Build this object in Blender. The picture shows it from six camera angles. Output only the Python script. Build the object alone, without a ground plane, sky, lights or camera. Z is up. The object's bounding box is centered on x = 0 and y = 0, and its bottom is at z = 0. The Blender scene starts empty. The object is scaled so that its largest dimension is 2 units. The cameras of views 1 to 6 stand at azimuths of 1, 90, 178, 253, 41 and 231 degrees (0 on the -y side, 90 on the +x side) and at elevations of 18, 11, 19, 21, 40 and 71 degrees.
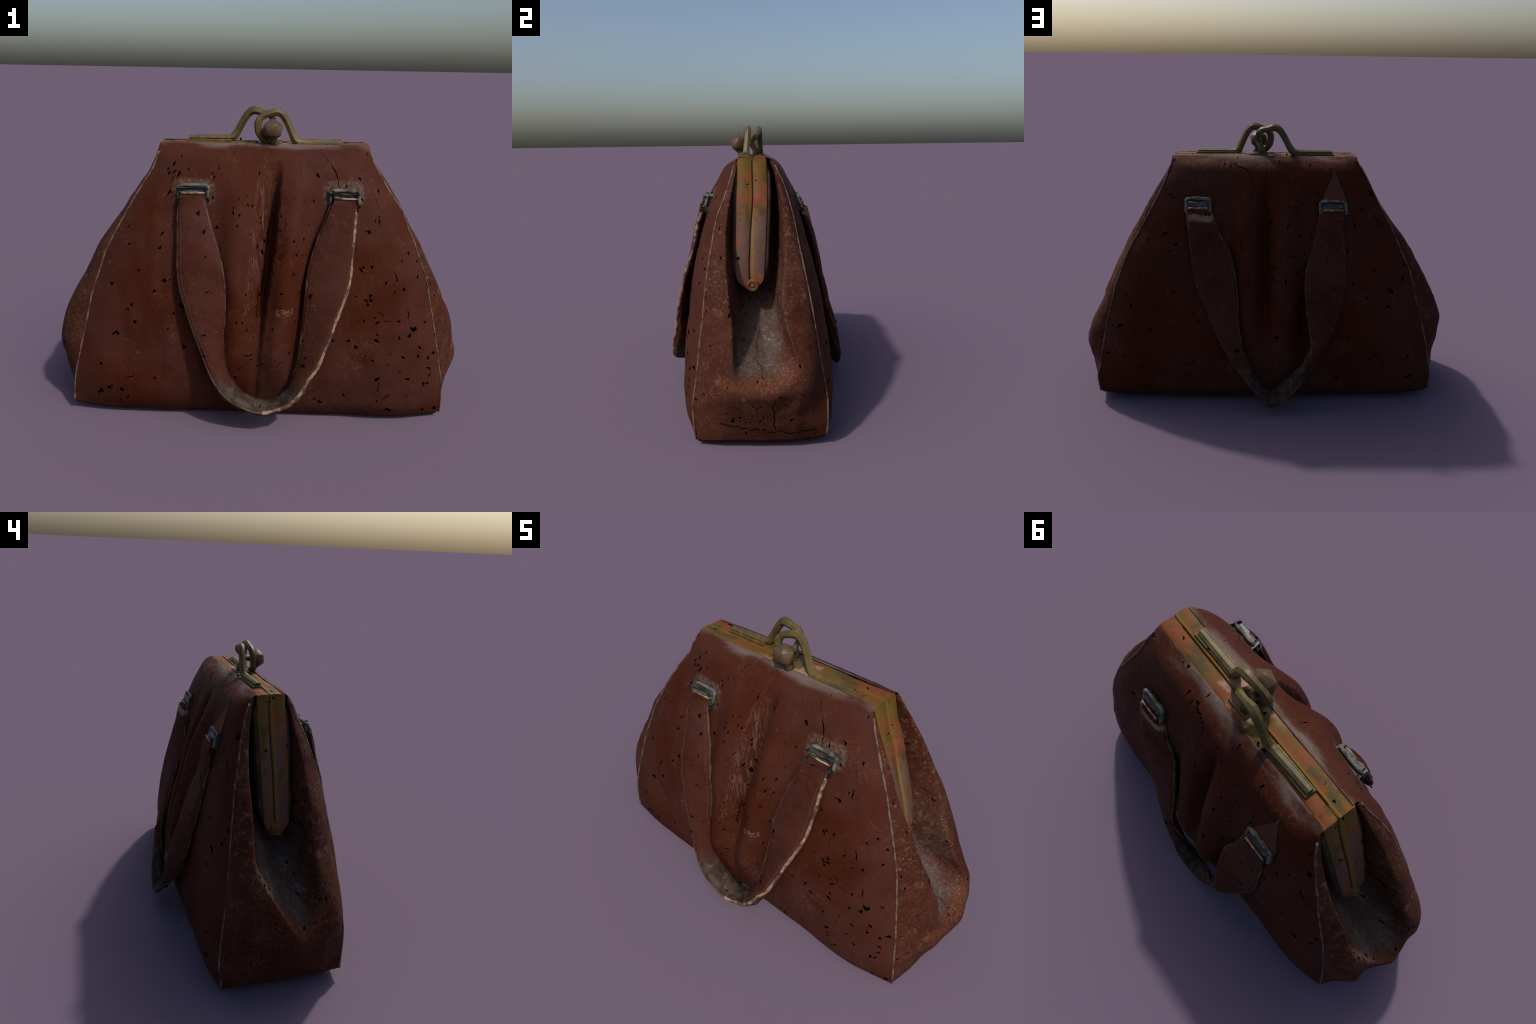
import bpy, bmesh, math, random
import numpy as np
from mathutils import Vector, noise

random.seed(7)
RNG = random.Random(11)

# ------------------------------------------------------------------ helpers
def table(rows):
    """rows of (key, a, b, ...) -> smooth interpolating function of key (monotone keys)"""
    rows = sorted(rows)
    k = np.array([r[0] for r in rows], float)
    cols = np.array([r[1:] for r in rows], float)
    # cubic Hermite with limited slopes
    d = np.diff(cols, axis=0) / np.diff(k)[:, None]
    m = np.zeros_like(cols)
    m[0], m[-1] = d[0], d[-1]
    for i in range(1, len(k) - 1):
        same = d[i - 1] * d[i] > 0
        m[i] = np.where(same, 2 * d[i - 1] * d[i] / np.where(same, d[i - 1] + d[i], 1), 0)

    def f(z):
        z = min(max(z, k[0]), k[-1])
        i = min(int(np.searchsorted(k, z, side="right")) - 1, len(k) - 2)
        h = k[i + 1] - k[i]
        t = (z - k[i]) / h
        v = ((2*t**3 - 3*t**2 + 1) * cols[i] + (t**3 - 2*t**2 + t) * h * m[i]
             + (-2*t**3 + 3*t**2) * cols[i + 1] + (t**3 - t**2) * h * m[i + 1])
        return v if len(v) > 1 else float(v[0])
    return f


def sm(a, b, x):
    t = min(max((x - a) / (b - a), 0.0), 1.0)
    return t * t * (3 - 2 * t)


def lerp(a, b, t):
    return a + (b - a) * t


def gauss(x, s):
    return math.exp(-(x / s) ** 2)


def nz(x, y, z, f):
    return noise.noise(Vector((x * f, y * f, z * f)))


def catmull(points, per):
    P = [Vector(p) for p in points]
    P = [P[0] * 2 - P[1]] + P + [P[-1] * 2 - P[-2]]
    out = []
    for i in range(1, len(P) - 2):
        a, b, c, d = P[i - 1:i + 3]
        for j in range(per):
            t = j / per
            out.append(0.5 * (2*b + (c - a)*t + (2*a - 5*b + 4*c - d)*t*t + (3*b - a - 3*c + d)*t**3))
    out.append(P[-2].copy())
    return out


def even(pts, n):
    L = [0.0]
    for a, b in zip(pts[:-1], pts[1:]):
        L.append(L[-1] + (b - a).length)
    out, i = [], 0
    for k in range(n):
        s = L[-1] * k / (n - 1)
        while i < len(L) - 2 and L[i + 1] < s:
            i += 1
        out.append(pts[i].lerp(pts[i + 1], (s - L[i]) / max(L[i + 1] - L[i], 1e-9)))
    return out


ROOT = bpy.data.objects.new("leather_bag", None)
bpy.context.scene.collection.objects.link(ROOT)
ROOT["label"] = "worn brown leather satchel with metal clasp frame and two straps"
ROOT["category"] = "handbag"


def make(name, verts, faces, mat, parent=ROOT, smooth=True, kind=None):
    me = bpy.data.meshes.new(name)
    me.from_pydata([tuple(v) for v in verts], [], faces)
    me.update()
    bm = bmesh.new()
    bm.from_mesh(me)
    bmesh.ops.recalc_face_normals(bm, faces=bm.faces)
    bm.to_mesh(me)
    bm.free()
    me.materials.append(mat)
    if smooth:
        me.polygons.foreach_set("use_smooth", [True] * len(me.polygons))
    o = bpy.data.objects.new(name, me)
    bpy.context.scene.collection.objects.link(o)
    o.parent = parent
    if kind:
        o["kind"] = kind
    return o


def sharpen(o, deg):
    o.data.set_sharp_from_angle(angle=math.radians(deg))


# ------------------------------------------------------------------ materials
class Mat:
    def __init__(s, name):
        s.m = bpy.data.materials.new(name)
        s.m.use_nodes = True
        s.t = s.m.node_tree
        s.b = s.t.nodes["Principled BSDF"]
        s.co = s.t.nodes.new("ShaderNodeTexCoord").outputs["Object"]
        s.xyz = s.t.nodes.new("ShaderNodeSeparateXYZ")
        s.t.links.new(s.co, s.xyz.inputs[0])

    def put(s, sock, v):
        if isinstance(v, bpy.types.NodeSocket):
            s.t.links.new(v, sock)
        elif isinstance(v, tuple) and len(v) == 3 and sock.type == "RGBA":
            sock.default_value = (*v, 1)
        else:
            sock.default_value = v

    def mapped(s, scale, loc=(0, 0, 0), rot=(0, 0, 0), src=None):
        n = s.t.nodes.new("ShaderNodeMapping")
        s.t.links.new(src or s.co, n.inputs[0])
        n.inputs["Scale"].default_value = scale
        n.inputs["Location"].default_value = loc
        n.inputs["Rotation"].default_value = rot
        return n.outputs[0]

    def noise(s, scale, detail=4, rough=.55, dist=0, vec=None):
        n = s.t.nodes.new("ShaderNodeTexNoise")
        s.t.links.new(vec or s.co, n.inputs["Vector"])
        n.inputs["Scale"].default_value = scale
        n.inputs["Detail"].default_value = detail
        n.inputs["Roughness"].default_value = rough
        n.inputs["Distortion"].default_value = dist
        return n.outputs["Fac"]

    def voro(s, scale, feature="F1", vec=None, rnd=1.0):
        n = s.t.nodes.new("ShaderNodeTexVoronoi")
        n.feature = feature
        s.t.links.new(vec or s.co, n.inputs["Vector"])
        n.inputs["Scale"].default_value = scale
        n.inputs["Randomness"].default_value = rnd
        return n.outputs["Distance"]

    def warp(s, scale, amount):
        """object coordinates pushed about by noise"""
        n = s.t.nodes.new("ShaderNodeTexNoise")
        s.t.links.new(s.co, n.inputs["Vector"])
        n.inputs["Scale"].default_value = scale
        a = s.t.nodes.new("ShaderNodeVectorMath"); a.operation = "SUBTRACT"
        s.t.links.new(n.outputs["Color"], a.inputs[0]); a.inputs[1].default_value = (.5, .5, .5)
        b = s.t.nodes.new("ShaderNodeVectorMath"); b.operation = "SCALE"
        s.t.links.new(a.outputs[0], b.inputs[0]); b.inputs["Scale"].default_value = amount
        c = s.t.nodes.new("ShaderNodeVectorMath"); c.operation = "ADD"
        s.t.links.new(s.co, c.inputs[0]); s.t.links.new(b.outputs[0], c.inputs[1])
        return c.outputs[0]

    def ramp(s, v, a, b, lo=0.0, hi=1.0):
        n = s.t.nodes.new("ShaderNodeMapRange")
        n.interpolation_type = "SMOOTHSTEP"
        s.put(n.inputs["Value"], v)
        n.inputs["From Min"].default_value = a
        n.inputs["From Max"].default_value = b
        n.inputs["To Min"].default_value = lo
        n.inputs["To Max"].default_value = hi
        return n.outputs["Result"]

    def math(s, op, a, b=0.0):
        n = s.t.nodes.new("ShaderNodeMath")
        n.operation = op
        s.put(n.inputs[0], a)
        s.put(n.inputs[1], b)
        return n.outputs[0]

    def mul(s, *a):
        r = a[0]
        for q in a[1:]:
            r = s.math("MULTIPLY", r, q)
        return r

    def mix(s, f, a, b, blend="MIX"):
        n = s.t.nodes.new("ShaderNodeMix")
        n.data_type = "RGBA"
        n.blend_type = blend
        s.put(n.inputs["Factor"], f)
        s.put(n.inputs["A"], a)
        s.put(n.inputs["B"], b)
        return n.outputs["Result"]

    def done(s, color, rough=.6, spec=.3, metal=0.0, bumps=()):
        """finish the shader"""
        s.put(s.b.inputs["Base Color"], color)
        s.put(s.b.inputs["Roughness"], rough)
        s.put(s.b.inputs["Specular IOR Level"], spec)
        s.put(s.b.inputs["Metallic"], metal)
        prev = None
        for h, strength, dist in bumps:
            n = s.t.nodes.new("ShaderNodeBump")
            n.inputs["Strength"].default_value = strength
            n.inputs["Distance"].default_value = dist
            s.put(n.inputs["Height"], h)
            if prev is not None:
                s.t.links.new(prev, n.inputs["Normal"])
            prev = n.outputs[0]
        if prev is not None:
            s.t.links.new(prev, s.b.inputs["Normal"])
        return s.m


def scratches(M, scale, width, gate_scale, lo, hi, stretch=(1, 1, 1)):
    """thin wandering pale hair lines, gathered in patches"""
    w = M.mapped(stretch, src=M.warp(9, .10))
    line = M.ramp(M.math("ABSOLUTE", M.math("SUBTRACT", M.noise(scale * .8, 2, .5, .8, w), .5)), 0.0, width * .5, 1.0, 0.0)
    gate = M.ramp(M.noise(gate_scale, 3), lo, hi)
    return M.mul(line, gate)


def leather_material():
    M = Mat("brown_leather")
    big = M.noise(2.3, 4, .5)
    mid = M.noise(9, 5, .6)
    fine = M.noise(70, 3, .6)
    c = M.mix(M.ramp(big, .36, .60), (.044, .0096, .0036), (.048, .0155, .0100))
    c = M.mix(M.ramp(mid, .5, .75, 0, .55), c, (.056, .0192, .0125))
    c = M.mix(M.ramp(mid, .25, .45, .45, 0), c, (.036, .0074, .0026))
    c = M.mix(M.ramp(fine, .45, .8, 0, .35), c, (.062, .0205, .0110))
    s1 = scratches(M, 16, .035, 4, .50, .68)
    s2 = scratches(M, 42, .05, 7, .52, .70, (1.6, 1, .7))
    c = M.mix(M.mul(s1, .26), c, (.16, .080, .050))
    c = M.mix(M.mul(s2, .30), c, (.17, .095, .065))
    # short wavy hair wrinkles, faint, nearly everywhere
    wave = M.ramp(M.math("ABSOLUTE", M.math("SUBTRACT", M.noise(46, 2, .5, .9, M.mapped((1.5, 1, .6))), .5)), 0, .035, 1, 0)
    c = M.mix(M.mul(wave, M.ramp(M.noise(4.2, 3), .36, .62), .20), c, (.115, .050, .033))
    # scuffed spots
    spot = M.mul(M.ramp(M.noise(26, 3, .7), .66, .76), M.ramp(M.noise(3.1, 2), .45, .6))
    c = M.mix(M.mul(spot, .55), c, (.19, .085, .055))
    # creased, rubbed leather on the flank of the middle pleat of the front
    x, y, z = M.xyz.outputs
    cx = M.math("SUBTRACT", x, M.math("ADD", M.math("MULTIPLY", z, .095), -.075))
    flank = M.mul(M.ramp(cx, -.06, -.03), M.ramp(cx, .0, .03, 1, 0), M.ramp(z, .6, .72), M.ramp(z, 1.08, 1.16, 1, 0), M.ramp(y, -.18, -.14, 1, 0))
    wr = M.ramp(M.noise(60, 2, .6, 1.5, M.mapped((1.6, 1, .14))), .48, .62)
    c = M.mix(M.mul(flank, wr, .42), c, (.17, .095, .070))
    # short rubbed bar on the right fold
    bar = M.mul(M.ramp(M.math("ABSOLUTE", M.math("SUBTRACT", x, .115)), .02, .045, 1, 0),
                M.ramp(M.math("ABSOLUTE", M.math("SUBTRACT", z, .575)), .008, .022, 1, 0), M.ramp(y, -.2, -.18, 1, 0),
                M.ramp(M.noise(70, 2), .42, .62))
    c = M.mix(M.mul(bar, .6), c, (.24, .14, .10))
    # dust rubbed pale around the four strap loops
    for lx in (-.297, .367):
        d = M.math("ADD", M.math("POWER", M.math("MULTIPLY", M.math("SUBTRACT", x, lx), 11.5), 4.0),
                   M.math("POWER", M.math("MULTIPLY", M.math("SUBTRACT", z, 1.075), 19.0), 4.0))
        halo = M.mul(M.ramp(d, .5, 1.9, 1, 0), M.ramp(y, -.1, 0, 1, 0), M.ramp(M.noise(60, 5, .75), .36, .66))
        c = M.mix(M.mul(halo, .5), c, (.150, .128, .100))
    # grey rub and a baked highlight painted where leather bends over the frame
    top = M.mul(M.ramp(M.math("ADD", z, M.math("MULTIPLY", mid, .03)), 1.260, 1.284), M.ramp(M.noise(12, 4, .6, 0, M.mapped((.35, 1, 1))), .38, .6))
    c = M.mix(M.mul(top, .65), c, (.150, .118, .105))
    grain = M.voro(190, "F1")
    return M.done(c, M.ramp(mid, .3, .7, .48, .62), .04, 0, [(M.noise(13, 4, .6, .6, M.mapped((1, 1, .45))), .35, .012), (fine, .25, .004), (wave, .25, .003), (grain, .18, .002), (wr, .0, .001)])


def gusset_material():
    M = Mat("scuffed_gusset_leather")
    x, y, z = M.xyz.outputs
    big, mid, fine = M.noise(3.2, 4, .55), M.noise(14, 5, .65), M.noise(80, 3, .65)
    c = M.mix(M.ramp(big, .35, .65), (.042, .0115, .0056), (.053, .0170, .0098))
    c = M.mix(M.ramp(mid, .5, .7, 0, .6), c, (.076, .029, .0175))
    c = M.mix(M.ramp(fine, .5, .75, 0, .5), c, (.100, .045, .030))
    curls = M.math("MAXIMUM", M.ramp(M.math("ABSOLUTE", M.math("SUBTRACT", M.noise(19, 2, .5, 1.4), .5)), 0, .022, 1, 0),
                   M.ramp(M.math("ABSOLUTE", M.math("SUBTRACT", M.noise(31, 2, .5, 1.1, M.mapped((1, 1, 1), (4, 2, 7))), .5)), 0, .026, 1, 0))
    gate = M.ramp(M.noise(5, 3), .42, .62)
    c = M.mix(M.mul(curls, gate, M.ramp(fine, .35, .65), .42), c, (.20, .125, .095))
    # grey felt-like dust lying on the floor of the fold, between the two lips
    n = M.math("MULTIPLY", M.math("SUBTRACT", M.noise(11, 5, .65), .5), .16)
    ay = M.math("ADD", M.math("ABSOLUTE", M.math("SUBTRACT", y, .015)), n)
    # height of the ridge that closes the fold: nearly level on one end, a lopsided V on the other
    yy = M.math("ADD", y, .04)
    vee = M.math("ADD", M.math("MAXIMUM", M.math("MULTIPLY", yy, 1.15), M.math("MULTIPLY", yy, -.85)), .335)
    flat = M.math("ADD", M.math("MULTIPLY", M.math("MAXIMUM", M.math("SUBTRACT", y, .08), 0.0), .4), .318)
    left = M.math("LESS_THAN", x, 0.0)
    thr = M.math("ADD", M.math("MULTIPLY", left, M.math("SUBTRACT", vee, flat)), flat)
    zz = M.math("ADD", M.math("SUBTRACT", z, thr), M.math("MULTIPLY", n, .35))
    dust = M.mul(M.ramp(ay, .06, .14, 1, 0), M.ramp(zz, .0, .06), M.ramp(zz, .10, .42, 1, .30), M.ramp(zz, .42, .6, 1, 0))
    felt = M.mix(M.ramp(curls, .1, .9), (.068, .050, .042), (.150, .122, .108))
    felt = M.mix(M.ramp(mid, .4, .65, 0, .6), felt, (.050, .034, .027))
    c = M.mix(M.mul(dust, .85), c, felt)
    # orange wear on the ridge where the fold ends
    ridge = M.mul(M.ramp(M.math("ABSOLUTE", zz), .0, .045, 1, 0), M.ramp(ay, .13, .22, 1, 0), M.ramp(fine, .3, .6))
    c = M.mix(M.mul(ridge, .36), c, (.15, .056, .028))
    # worn freckles along the outer lips
    lip = M.mul(M.ramp(M.noise(30, 3, .7), .56, .68), M.ramp(z, .5, .7), M.ramp(M.math("ABSOLUTE", y), .08, .12))
    c = M.mix(M.mul(lip, .42), c, (.20, .105, .075))
    return M.done(c, .66, .06, 0, [(fine, .3, .004), (curls, .15, .003)])


def strap_material():
    M = Mat("strap_leather")
    x, y, z = M.xyz.outputs
    big, mid, fine = M.noise(6, 4, .55), M.noise(22, 5, .65), M.noise(90, 3, .65)
    c = M.mix(M.ramp(big, .35, .65), (.043, .0115, .0064), (.053, .0170, .0112))
    c = M.mix(M.ramp(mid, .5, .72, 0, .55), c, (.066, .026, .019))
    rub = M.mul(M.ramp(M.noise(34, 3, .7, 0, M.mapped((1, 1, 2.6))), .60, .72), M.ramp(M.noise(5, 2), .42, .6))
    c = M.mix(M.mul(rub, .5), c, (.19, .095, .06))
    # hands have darkened the hanging grip to a greasy grey
    n = M.math("MULTIPLY", M.math("SUBTRACT", M.noise(12, 4, .6), .5), .16)
    grip = M.ramp(M.math("ADD", z, n), .20, .31, 1, 0)
    g = M.mix(M.ramp(mid, .38, .66), (.024, .0155, .0125), (.058, .044, .036))
    g = M.mix(M.mul(M.ramp(M.noise(44, 3, .7), .6, .7), .6), g, (.135, .112, .092))
    c = M.mix(M.mul(grip, .9), c, g)
    # torn, bare strip under one of the loops at the back
    bare = M.mul(M.ramp(y, .1, .15), M.ramp(x, .2, .25), M.ramp(M.math("ADD", z, M.math("MULTIPLY", n, .25)), .972, .984), M.ramp(M.math("ADD", z, M.math("MULTIPLY", n, .25)), 1.012, 1.002, 0, 1), M.ramp(M.noise(40, 3, .7), .36, .5))
    c = M.mix(M.mul(bare, .85), c, (.24, .15, .09))
    return M.done(c, .62, .06, 0, [(mid, .35, .01), (fine, .25, .004)])


def edge_material(name, a, b):
    M = Mat(name)
    c = M.mix(M.ramp(M.noise(24, 4, .65), .38, .62), a, b)
    return M.done(c, .75, .2, 0, [(M.noise(60, 3), .3, .004)])


def frame_material():
    M = Mat("rusty_gilt_metal")
    x, y, z = M.xyz.outputs
    v = M.mapped((1, 1.4, 1))
    big = M.noise(7, 4, .6, .4, v)
    other = M.noise(11, 4, .6, .3, M.mapped((1, 1.3, .8), (3, 1, 5)))
    fine = M.noise(60, 3, .65)
    c = M.mix(M.ramp(big, .42, .56), (.092, .056, .012), (.140, .042, .013))
    c = M.mix(M.ramp(other, .52, .60, 0, .85), c, (.052, .040, .014))
    c = M.mix(M.mul(M.ramp(z, 1.17, 1.205), M.ramp(z, 1.262, 1.25), M.ramp(other, .3, .5, .5, .95)), c, (.105, .064, .012))
    # the arms turn to bare grey violet lower down
    n = M.math("MULTIPLY", M.math("SUBTRACT", other, .5), .9)
    bare = M.mul(M.ramp(M.math("ADD", z, n), .92, 1.16, 1, 0), M.ramp(z, .66, .73, .2, 1))
    c = M.mix(M.mul(bare, .85), c, (.098, .058, .048))
    blotch = M.mul(M.ramp(M.noise(19, 5, .65), .51, .61), M.ramp(z, 1.2, 1.24, 1, 0))
    c = M.mix(M.mul(blotch, .7), c, (.200, .046, .018))
    c = M.mix(M.ramp(fine, .5, .8, 0, .4), c, (.105, .066, .028))
    # yellow along both sides of the joint
    joint = M.ramp(M.math("ABSOLUTE", M.math("ADD", y, .011)), .003, .013, 1, 0)
    c = M.mix(M.mul(joint, .7), c, (.165, .088, .014))
    # pale rubbed metal near the clasp
    pale = M.mul(M.ramp(M.math("ABSOLUTE", M.math("SUBTRACT", x, .06)), .05, .2, 1, 0), M.ramp(M.noise(13, 3), .47, .6), M.ramp(z, 1.2, 1.25))
    c = M.mix(M.mul(pale, .7), c, (.30, .20, .155))
    return M.done(c, .6, .10, .0, [(M.noise(25, 3), .25, .006), (fine, .2, .003)])


def brass_material():
    M = Mat("old_brass")
    c = M.mix(M.ramp(M.noise(14, 4, .6), .38, .62), (.058, .043, .014), (.095, .066, .021))
    c = M.mix(M.mul(M.ramp(M.noise(24, 3), .58, .68), .6), c, (.165, .075, .020))
    c = M.mix(M.mul(M.ramp(M.noise(40, 3), .6, .7), .5), c, (.16, .135, .085))
    return M.done(c, .5, .25, .0, [(M.noise(40, 3), .25, .005)])


def knob_material():
    M = Mat("brown_knob_metal")
    c = M.mix(M.ramp(M.noise(16, 3), .4, .62), (.052, .033, .014), (.085, .050, .026))
    return M.done(c, .45, .3, 0, [(M.noise(30, 3), .3, .006)])


def loop_material():
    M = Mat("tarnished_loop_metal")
    v = M.mapped((1, 1, 2.2))
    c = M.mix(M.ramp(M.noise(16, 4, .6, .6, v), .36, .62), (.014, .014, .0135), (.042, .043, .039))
    c = M.mix(M.ramp(M.noise(24, 3, .6, .8, v), .55, .68, 0, .8), c, (.125, .122, .105))
    c = M.mix(M.mul(M.ramp(M.noise(30, 3), .55, .65), .4), c, (.075, .04, .03))
    return M.done(c, .45, .35, .0, [(M.noise(30, 3), .3, .008)])


LEATHER = leather_material()
GUSSET = gusset_material()
STRAP = strap_material()
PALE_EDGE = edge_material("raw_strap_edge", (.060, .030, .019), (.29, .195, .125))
DARK_EDGE = edge_material("worn_strap_edge", (.034, .014, .010), (.085, .048, .032))
WELT = edge_material("welt_leather", (.055, .024, .017), (.135, .095, .075))
FRAME = frame_material()
BRASS = brass_material()
KNOB = knob_material()
LOOP = loop_material()
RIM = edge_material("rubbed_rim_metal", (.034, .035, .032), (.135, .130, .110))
_m = Mat("hole_black"); HOLE_BLACK = _m.done((.004, .0032, .003), .95, .0)  # black for the added backing and triangles that stand for scan holes
_m = Mat("dark_leather_core"); COREMAT = _m.done(_m.mix(_m.ramp(_m.noise(12, 4), .4, .65), (.036, .018, .013), (.070, .042, .033)), .75, .2, 0, [(_m.noise(50, 3), .3, .004)])
_m = Mat("red_thread"); THREAD = _m.done((.13, .052, .036), .8, .1)
_m = Mat("scan_triangle_brown"); SCAN_TRI = _m.done(_m.mix(_m.ramp(_m.xyz.outputs[2], 1.09, 1.13), (.085, .022, .010), (.066, .0235, .0120)), .7, .2)  # browns of the scan-fault triangle on the back

# ------------------------------------------------------------------ bag body
# The four seams where the front and back meet the folded ends: height -> x, y
SEAM = {
    ("front", 1): table([(.03, .880, -.272), (.107, .878, -.280), (.18, .871, -.284), (.306, .848, -.266), (.465, .816, -.249),
                         (.57, .792, -.235), (.675, .767, -.226), (.823, .712, -.205), (.911, .673, -.190), (1.0, .633, -.173),
                         (1.065, .588, -.148), (1.133, .545, -.124), (1.185, .514, -.108), (1.255, .482, -.090)]),
    ("front", -1): table([(.03, -.884, -.276), (.159, -.870, -.285), (.225, -.858, -.290), (.309, -.837, -.287), (.392, -.817, -.280),
                          (.5, -.792, -.262), (.605, -.769, -.241), (.697, -.736, -.227), (.787, -.705, -.212), (.924, -.633, -.195),
                          (1.041, -.565, -.173), (1.105, -.526, -.152), (1.168, -.488, -.127), (1.218, -.469, -.112), (1.255, -.455, -.098)]),
    ("back", 1): table([(.03, .886, .315), (.117, .892, .320), (.197, .877, .320), (.269, .863, .310), (.348, .847, .297), (.427, .831, .285),
                        (.523, .806, .270), (.615, .783, .256), (.707, .747, .239), (.799, .712, .221), (.898, .655, .201),
                        (.998, .598, .183), (1.07, .560, .164), (1.143, .522, .142), (1.198, .502, .117), (1.255, .482, .092)]),
    ("back", -1): table([(.03, -.886, .296), (.108, -.884, .298), (.168, -.881, .305), (.235, -.868, .299), (.299, -.856, .289),
                         (.388, -.834, .274), (.477, -.811, .260), (.593, -.778, .245), (.707, -.746, .232), (.808, -.698, .213),
                         (.908, -.652, .196), (.998, -.603, .171), (1.087, -.555, .148), (1.175, -.510, .122), (1.255, -.466, .082)]),
}
MIDDLE = {
    "front": table([(.03, -.296), (.06, -.315), (.1, -.333), (.25, -.352), (.4, -.346), (.55, -.332), (.7, -.308), (.85, -.277), (1.0, -.236), (1.1, -.206),
                    (1.18, -.176), (1.228, -.147), (1.255, -.106)]),
    "back": table([(.03, .335), (.06, .350), (.1, .362), (.25, .370), (.4, .361), (.562, .334), (.7, .299), (.85, .263), (1.0, .222), (1.09, .192),
                   (1.19, .156), (1.235, .126), (1.255, .090)]),
}
Z0, Z1 = .035, 1.255
CORNER = {("front", 1): -.006, ("front", -1): .016, ("back", 1): .012, ("back", -1): .016}   # how far each lower corner is lifted
crease_x = table([(.1, -.015), (.4, -.003), (.55, .010), (.85, .046), (1.2, .075)])
crease_d = table([(.06, .004), (.3, .014), (.48, .034), (.58, .062), (.7, .100), (.85, .108), (1.0, .085), (1.1, .045), (1.18, .010), (1.22, 0)])
roll_h = table([(.05, .0), (.15, .008), (.28, .028), (.4, .052), (.7, .064), (.9, .060), (1.05, .036), (1.18, .0)])
back_crease = table([(.1, .004), (.3, .018), (.6, .05), (.9, .055), (1.1, .030), (1.19, .0)])


def relief(side, x, z):
    """pleats, dents and creases, outward positive"""
    h = .007 * nz(x, z, 2.0 if side == "front" else 7.0, 3.2) + .0025 * nz(x, z, 5, 11)
    r = roll_h(z)
    if side == "front":
        a = x - crease_x(z)
        d = crease_d(z)
        w = lerp(.028, .088, sm(.5, .95, z)) if a < 0 else .022
        if abs(a) < w:
            h -= d * (1 - abs(a) / w) ** (1.0 if a < 0 else .75)
        # two full rolls of leather, one on either side of the crease
        h += r * (gauss(a + lerp(.105, .14, sm(.55, .8, z)), lerp(.080, .115, sm(.55, .8, z))) + gauss(a - .085, .066))
        h += .016 * gauss(x - .6, .2) * gauss(z - .06, .10)
        h -= .014 * gauss(x + .62, .14) * gauss(z - .40, .2)
        low = sm(.85, .50, z)
        h += .022 * gauss(a, .12) * gauss(z - .34, .16)
        h -= r * (.80 * low * gauss(a + .215, .035) + .55 * sm(1.0, .8, z) * gauss(a - .195, .035))
        h += .010 * r / .06 * nz(x * 1.5, z * .5, 8, 9)
    else:
        a = x - .008
        d = back_crease(z)
        if abs(a) < .05:
            h -= d * (1 - abs(a) / .05) ** 1.4
        h += r * (.42 * gauss(a - .085, .06) + .80 * gauss(a + .095, .062))
        h += .024 * gauss(a + .01, .09) * gauss(z - .27, .13) + .014 * gauss(x - .19, .05) * gauss(z - .9, .18)
        low = sm(.66, .45, z)
        h -= r * (.5 * gauss(a - .185, .042) + (.25 + .75 * low) * gauss(a + .205, .045) * 1.1)
        # broad hollows where the back has fallen in beside the straps
        h -= .024 * gauss(x + .42, .17) * gauss(z - .38, .26)
        h -= .024 * gauss(x - .48, .13) * gauss(z - .48, .18)
        h += .012 * gauss(x - .62, .10) * gauss(z - .85, .25)
    return h


def panel_point(side, u, z):
    xl, yl = SEAM[side, -1](z)
    xr, yr = SEAM[side, 1](z)
    x = lerp(xl, xr, u)
    ys = lerp(yl, yr, u)
    q = abs(2 * u - 1)
    if side == "front":
        e = 5.5 if u < .5 else 9.0
    else:
        e = lerp(9.0, 5.0, sm(.85, .5, z)) if u < .5 else 9.0
    full = 1 - q ** e
    y = lerp(ys, MIDDLE[side](z), full)
    out = -1 if side == "front" else 1
    edge = sm(0, .12, u) * sm(0, .12, 1 - u)
    y += out * relief(side, x, z) * edge * sm(1.25, 1.18, z)
    # bottom edge hangs a little unevenly
    dz = (lerp(CORNER[side, -1], CORNER[side, 1], u) * q ** 3 + .010 * edge * nz(x, 0, 3, 2.3) + (.004 if side == "back" else -.006) * (1 - q ** 3)) * sm(.2, .03, z)
    return Vector((x, y, z + dz))


def open_gap(bm, a, b, gape):
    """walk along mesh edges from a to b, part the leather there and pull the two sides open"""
    a, b = Vector(a), Vector(b)
    v = min((v for v in bm.verts if not v.is_boundary), key=lambda q: (q.co - a).length_squared)
    chain, seen = [], {v}
    for _ in range(60):
        best = None
        for e in v.link_edges:
            o = e.other_vert(v)
            if o in seen or o.is_boundary:
                continue
            c = (o.co - b).length + .6 * ((o.co - a).cross(b - a).length / max((b - a).length, 1e-6))
            if best is None or c < best[0]:
                best = (c, e, o)
        if best is None or (chain and (best[2].co - b).length > (v.co - b).length):
            break
        chain.append(best[1])
        v = best[2]
        seen.add(v)
    if len(chain) < 2:
        return
    spots = {tuple(q.co) for e in chain for q in e.verts}
    tips = {tuple(q.co) for q in (min(seen, key=lambda q: (q.co - a).length), v)}
    bmesh.ops.split_edges(bm, edges=chain)
    moves = []
    for q in bm.verts:
        k = tuple(q.co)
        if k in spots and k not in tips and q.link_faces:
            c = sum((f.calc_center_median() for f in q.link_faces), Vector()) / len(q.link_faces)
            d = c - q.co
            if d.length > 1e-6:
                moves.append((q, d.normalized() * gape))
    for q, d in moves:
        q.co += d


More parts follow.
